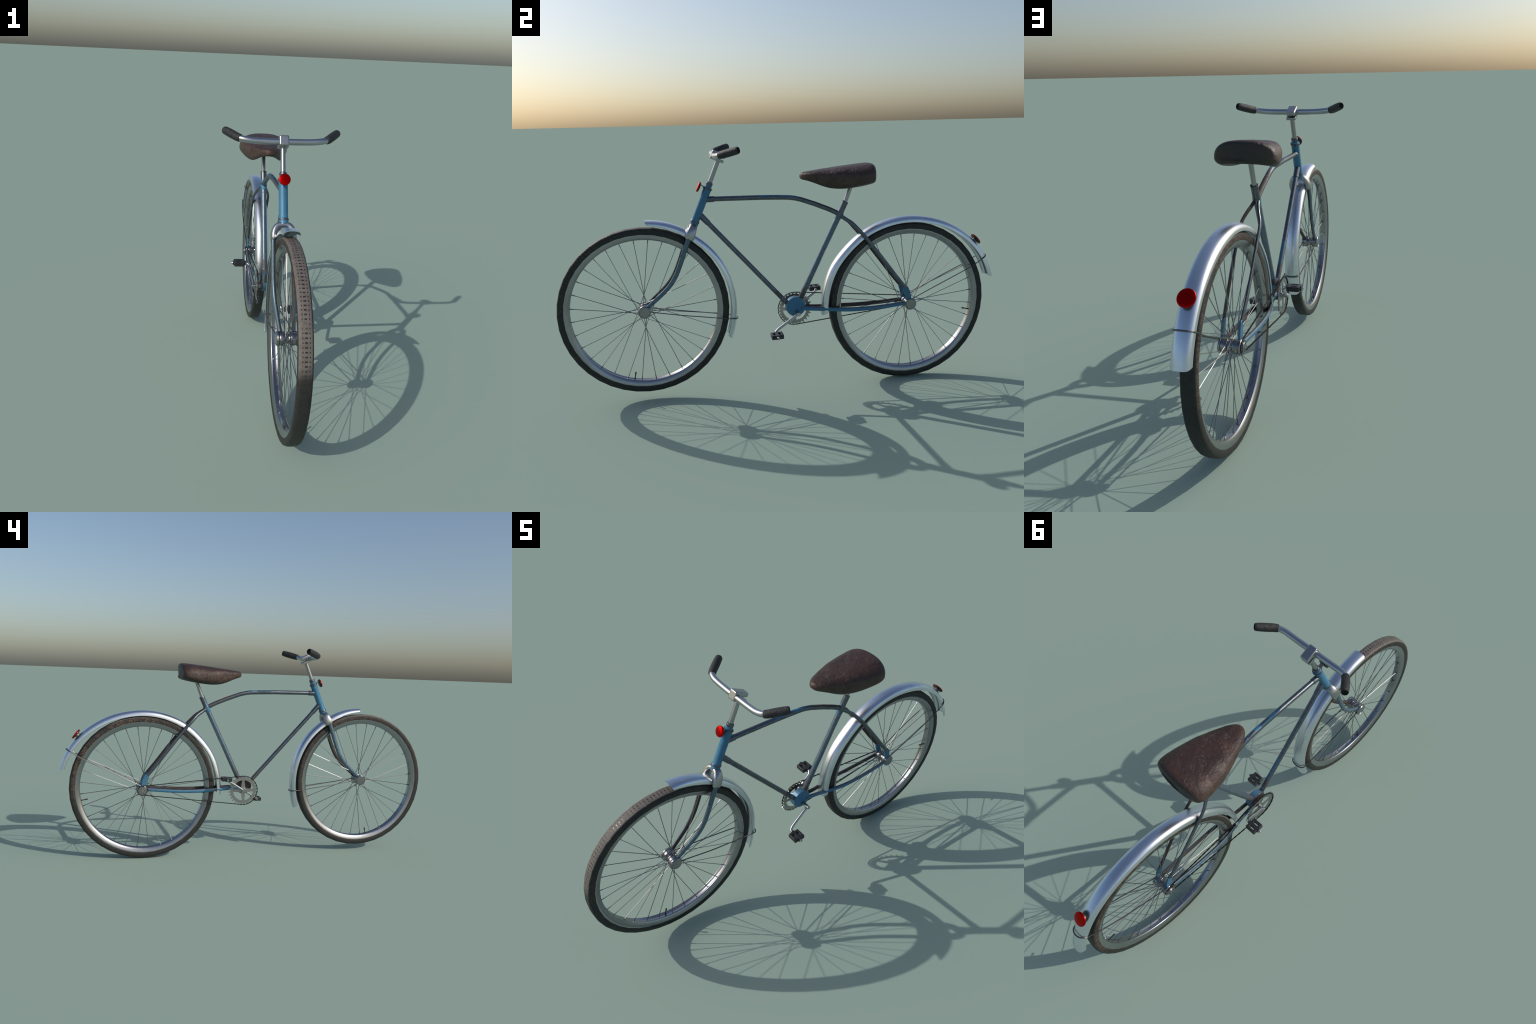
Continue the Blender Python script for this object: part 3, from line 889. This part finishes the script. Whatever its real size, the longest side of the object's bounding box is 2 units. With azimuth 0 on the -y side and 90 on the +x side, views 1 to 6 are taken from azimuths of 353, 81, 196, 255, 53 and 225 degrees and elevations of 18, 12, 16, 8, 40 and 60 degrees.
for s in (1, -1):
    # half turn about the crank axle for the other side
    flip = lambda x, y, z: (x, y, z) if s == 1 else (-x, 2 * CRANK[0] - y, 2 * CRANK[1] - z)
    cr = [(0.0500, 0.0500, 0.3565), (0.0525, 0.0300, 0.3435), (0.0590, -0.0150, 0.3155), (0.0632, -0.0400, 0.2998), (0.0658, -0.0495, 0.2930),
          (0.0705, -0.0555, 0.2876), (0.0780, -0.0582, 0.2846), (0.0920, -0.0585, 0.2837)]
    add("crank_arm", sweep("crank_arm", smooth_path([flip(*c) for c in cr], 4), 0.0066, n=14, ref=(0, 0.55, -0.83)), M_CRANK, drive)
    cx, cy, cz = 0.1125, -0.0585, 0.2835
    xc = [-0.0310, -0.0250, -0.0130, 0.0120, 0.0240, 0.0295]
    yc = [-0.0262, -0.0168, -0.0072, 0.0072, 0.0168, 0.0262]
    def filled(i, j):
        if i in (0, 4):
            return j == 2
        return not (i == 2 and j in (1, 3))
    tilt = 0.06
    def place(x, y, z):
        return flip(cx + x, cy + y * math.cos(tilt) - z * math.sin(tilt), cz + z * math.cos(tilt) + y * math.sin(tilt))
    o = add("pedal", grid_solid(xc, yc, filled, -0.0095, 0.0095, place), M_PEDAL, drive, sharp=30)
    bevel(o, 0.0012, 2)
    pin = lathe("pedal_axle", [(0.0000, 0.0), (0.0000, 0.0060), (0.0625, 0.0060), (0.0640, 0.0050), (0.0640, 0.0)], origin=(0, 0, 0), n=14)
    for v_ in pin.vertices:
        v_.co = flip(v_.co.x + 0.0850, v_.co.y + cy, v_.co.z + cz)
    add("pedal_axle", pin, M_CRANK, drive, sharp=35)

# chain: loop round chainring and sprocket, plates and rollers
def chain_path():
    R1, R2 = 0.0775, 0.0232
    c1, c2 = Vector(CRANK), Vector(RH)
    v = c2 - c1
    D = v.length
    base = math.atan2(v.y, v.x)
    beta = math.acos((R1 - R2) / D)
    pts = []
    def arc(c, r, a0, a1, n):
        for i in range(n + 1):
            a = a0 + (a1 - a0) * i / n
            pts.append((c.x + r * math.cos(a), c.y + r * math.sin(a)))
    arc(c1, R1, base + beta, base + TAU - beta, 60)
    arc(c2, R2, base - beta, base + beta, 20)
    return pts
cp = chain_path()
cp.append(cp[0])
seg = [math.dist(cp[i], cp[i + 1]) for i in range(len(cp) - 1)]
total = sum(seg)
links = 2 * round(total / 0.0125 / 2)
def at(d):
    d %= total
    for i, q in enumerate(seg):
        if d <= q:
            t = d / q
            return (cp[i][0] + (cp[i + 1][0] - cp[i][0]) * t, cp[i][1] + (cp[i + 1][1] - cp[i][1]) * t)
        d -= q
    return cp[-1]
XC = -0.0385
bm = bmesh.new()
def plate(a, b, x0, x1):
    a, b = Vector(a), Vector(b)
    d = (b - a).normalized()
    nrm = Vector((-d.y, d.x))
    ring = [a - d * 0.0016 + nrm * 0.0014, a - d * 0.0016 - nrm * 0.0014, a + d * 0.002 - nrm * 0.0019, (a + b) / 2 - nrm * 0.0018, b - d * 0.002 - nrm * 0.0019,
            b + d * 0.0016 - nrm * 0.0014, b + d * 0.0016 + nrm * 0.0014, b - d * 0.002 + nrm * 0.0019, (a + b) / 2 + nrm * 0.0018, a + d * 0.002 + nrm * 0.0019]
    lo = [bm.verts.new((x0, p.x, p.y)) for p in ring]
    hi = [bm.verts.new((x1, p.x, p.y)) for p in ring]
    bm.faces.new(lo)
    bm.faces.new(list(reversed(hi)))
    k = len(ring)
    for i in range(k):
        bm.faces.new((lo[i], lo[(i + 1) % k], hi[(i + 1) % k], hi[i]))
for i in range(links):
    a, b = at(total * i / links), at(total * (i + 1) / links)
    g = 0.0019 if i % 2 else 0.0012
    plate(a, b, XC + g, XC + g + 0.0006)
    plate(a, b, XC - g - 0.0006, XC - g)
    av, bv = Vector(a), Vector(b)
    plate(tuple(av.lerp(bv, 0.12)), tuple(av.lerp(bv, 0.88)), XC - 0.00115, XC + 0.00115)
    c = Vector(a)
    r = bmesh.ops.create_cone(bm, cap_ends=True, segments=8, radius1=0.0016, radius2=0.0016, depth=0.0046,
                              matrix=Matrix.Translation((XC, c.x, c.y)) @ Matrix.Rotation(math.pi / 2, 4, "Y"))
bmesh.ops.recalc_face_normals(bm, faces=bm.faces)
me = bpy.data.meshes.new("chain")
bm.to_mesh(me)
bm.free()
ch = add("chain", me, M_CHAIN, bike, sharp=30)
ch["kind"] = "stuff"

# ------------------------------------------------------------------ reflectors
def reflector(c, nrm, r, foot, foot_r):
    ref = empty("reflector", bike)
    nrm = Vector(nrm).normalized()
    c = Vector(c)
    lens = [(0.0000, r * 1.0), (0.0025, r * 1.0), (0.0042, r * 0.96), (0.0050, r * 0.88), (0.0058, r * 0.70), (0.0066, r * 0.42), (0.0070, 0.0)]
    add("lens", lathe("lens", lens, c - nrm * 0.003, nrm, 32), M_RED, ref, sharp=40)
    back = [(0.0004, r * 0.97), (-0.0022, r * 0.98), (-0.0045, r * 0.86), (-0.0062, r * 0.45), (-0.0062, 0.0)]
    add("housing", lathe("housing", back, c - nrm * 0.003, nrm, 32), M_BLACK, ref, sharp=40)
    if foot:
        f = Vector(foot)
        ax = c - nrm * 0.0085 - f
        L = ax.length
        add("mount", lathe("mount", [(-0.004, foot_r * 1.15), (0.0, foot_r * 1.1), (0.003, foot_r), (L, foot_r * 0.9), (L, 0.0)], f, ax, 20), M_BRACKET, ref, sharp=40)
    return ref
ra = math.radians(39.0)
reflector((0, 0.9165, 0.6500), (0, math.cos(ra), math.sin(ra)), 0.0285, (0, 0.8985, 0.6360), 0.0135)
fr_ref = reflector((0, -0.3715, 0.9412), tuple(-hnorm), 0.0225, None, 0)
# small bent bracket between headset ring and front reflector
base = Vector(P(HEAD_T)) + hd * 0.0265
frm = ((base.y, base.z), (hnorm.y, hnorm.z), (hd.y, hd.z))
out = [(-0.0170, -0.0035), (-0.0400, -0.0085), (-0.0405, 0.0160), (-0.0375, 0.0185), (-0.0365, -0.0040), (-0.0170, 0.0020)]
add("mount", prism("mount", out, -0.0075, 0.0075, frm), M_BRACKET, fr_ref, sharp=30)

bpy.context.view_layer.update()
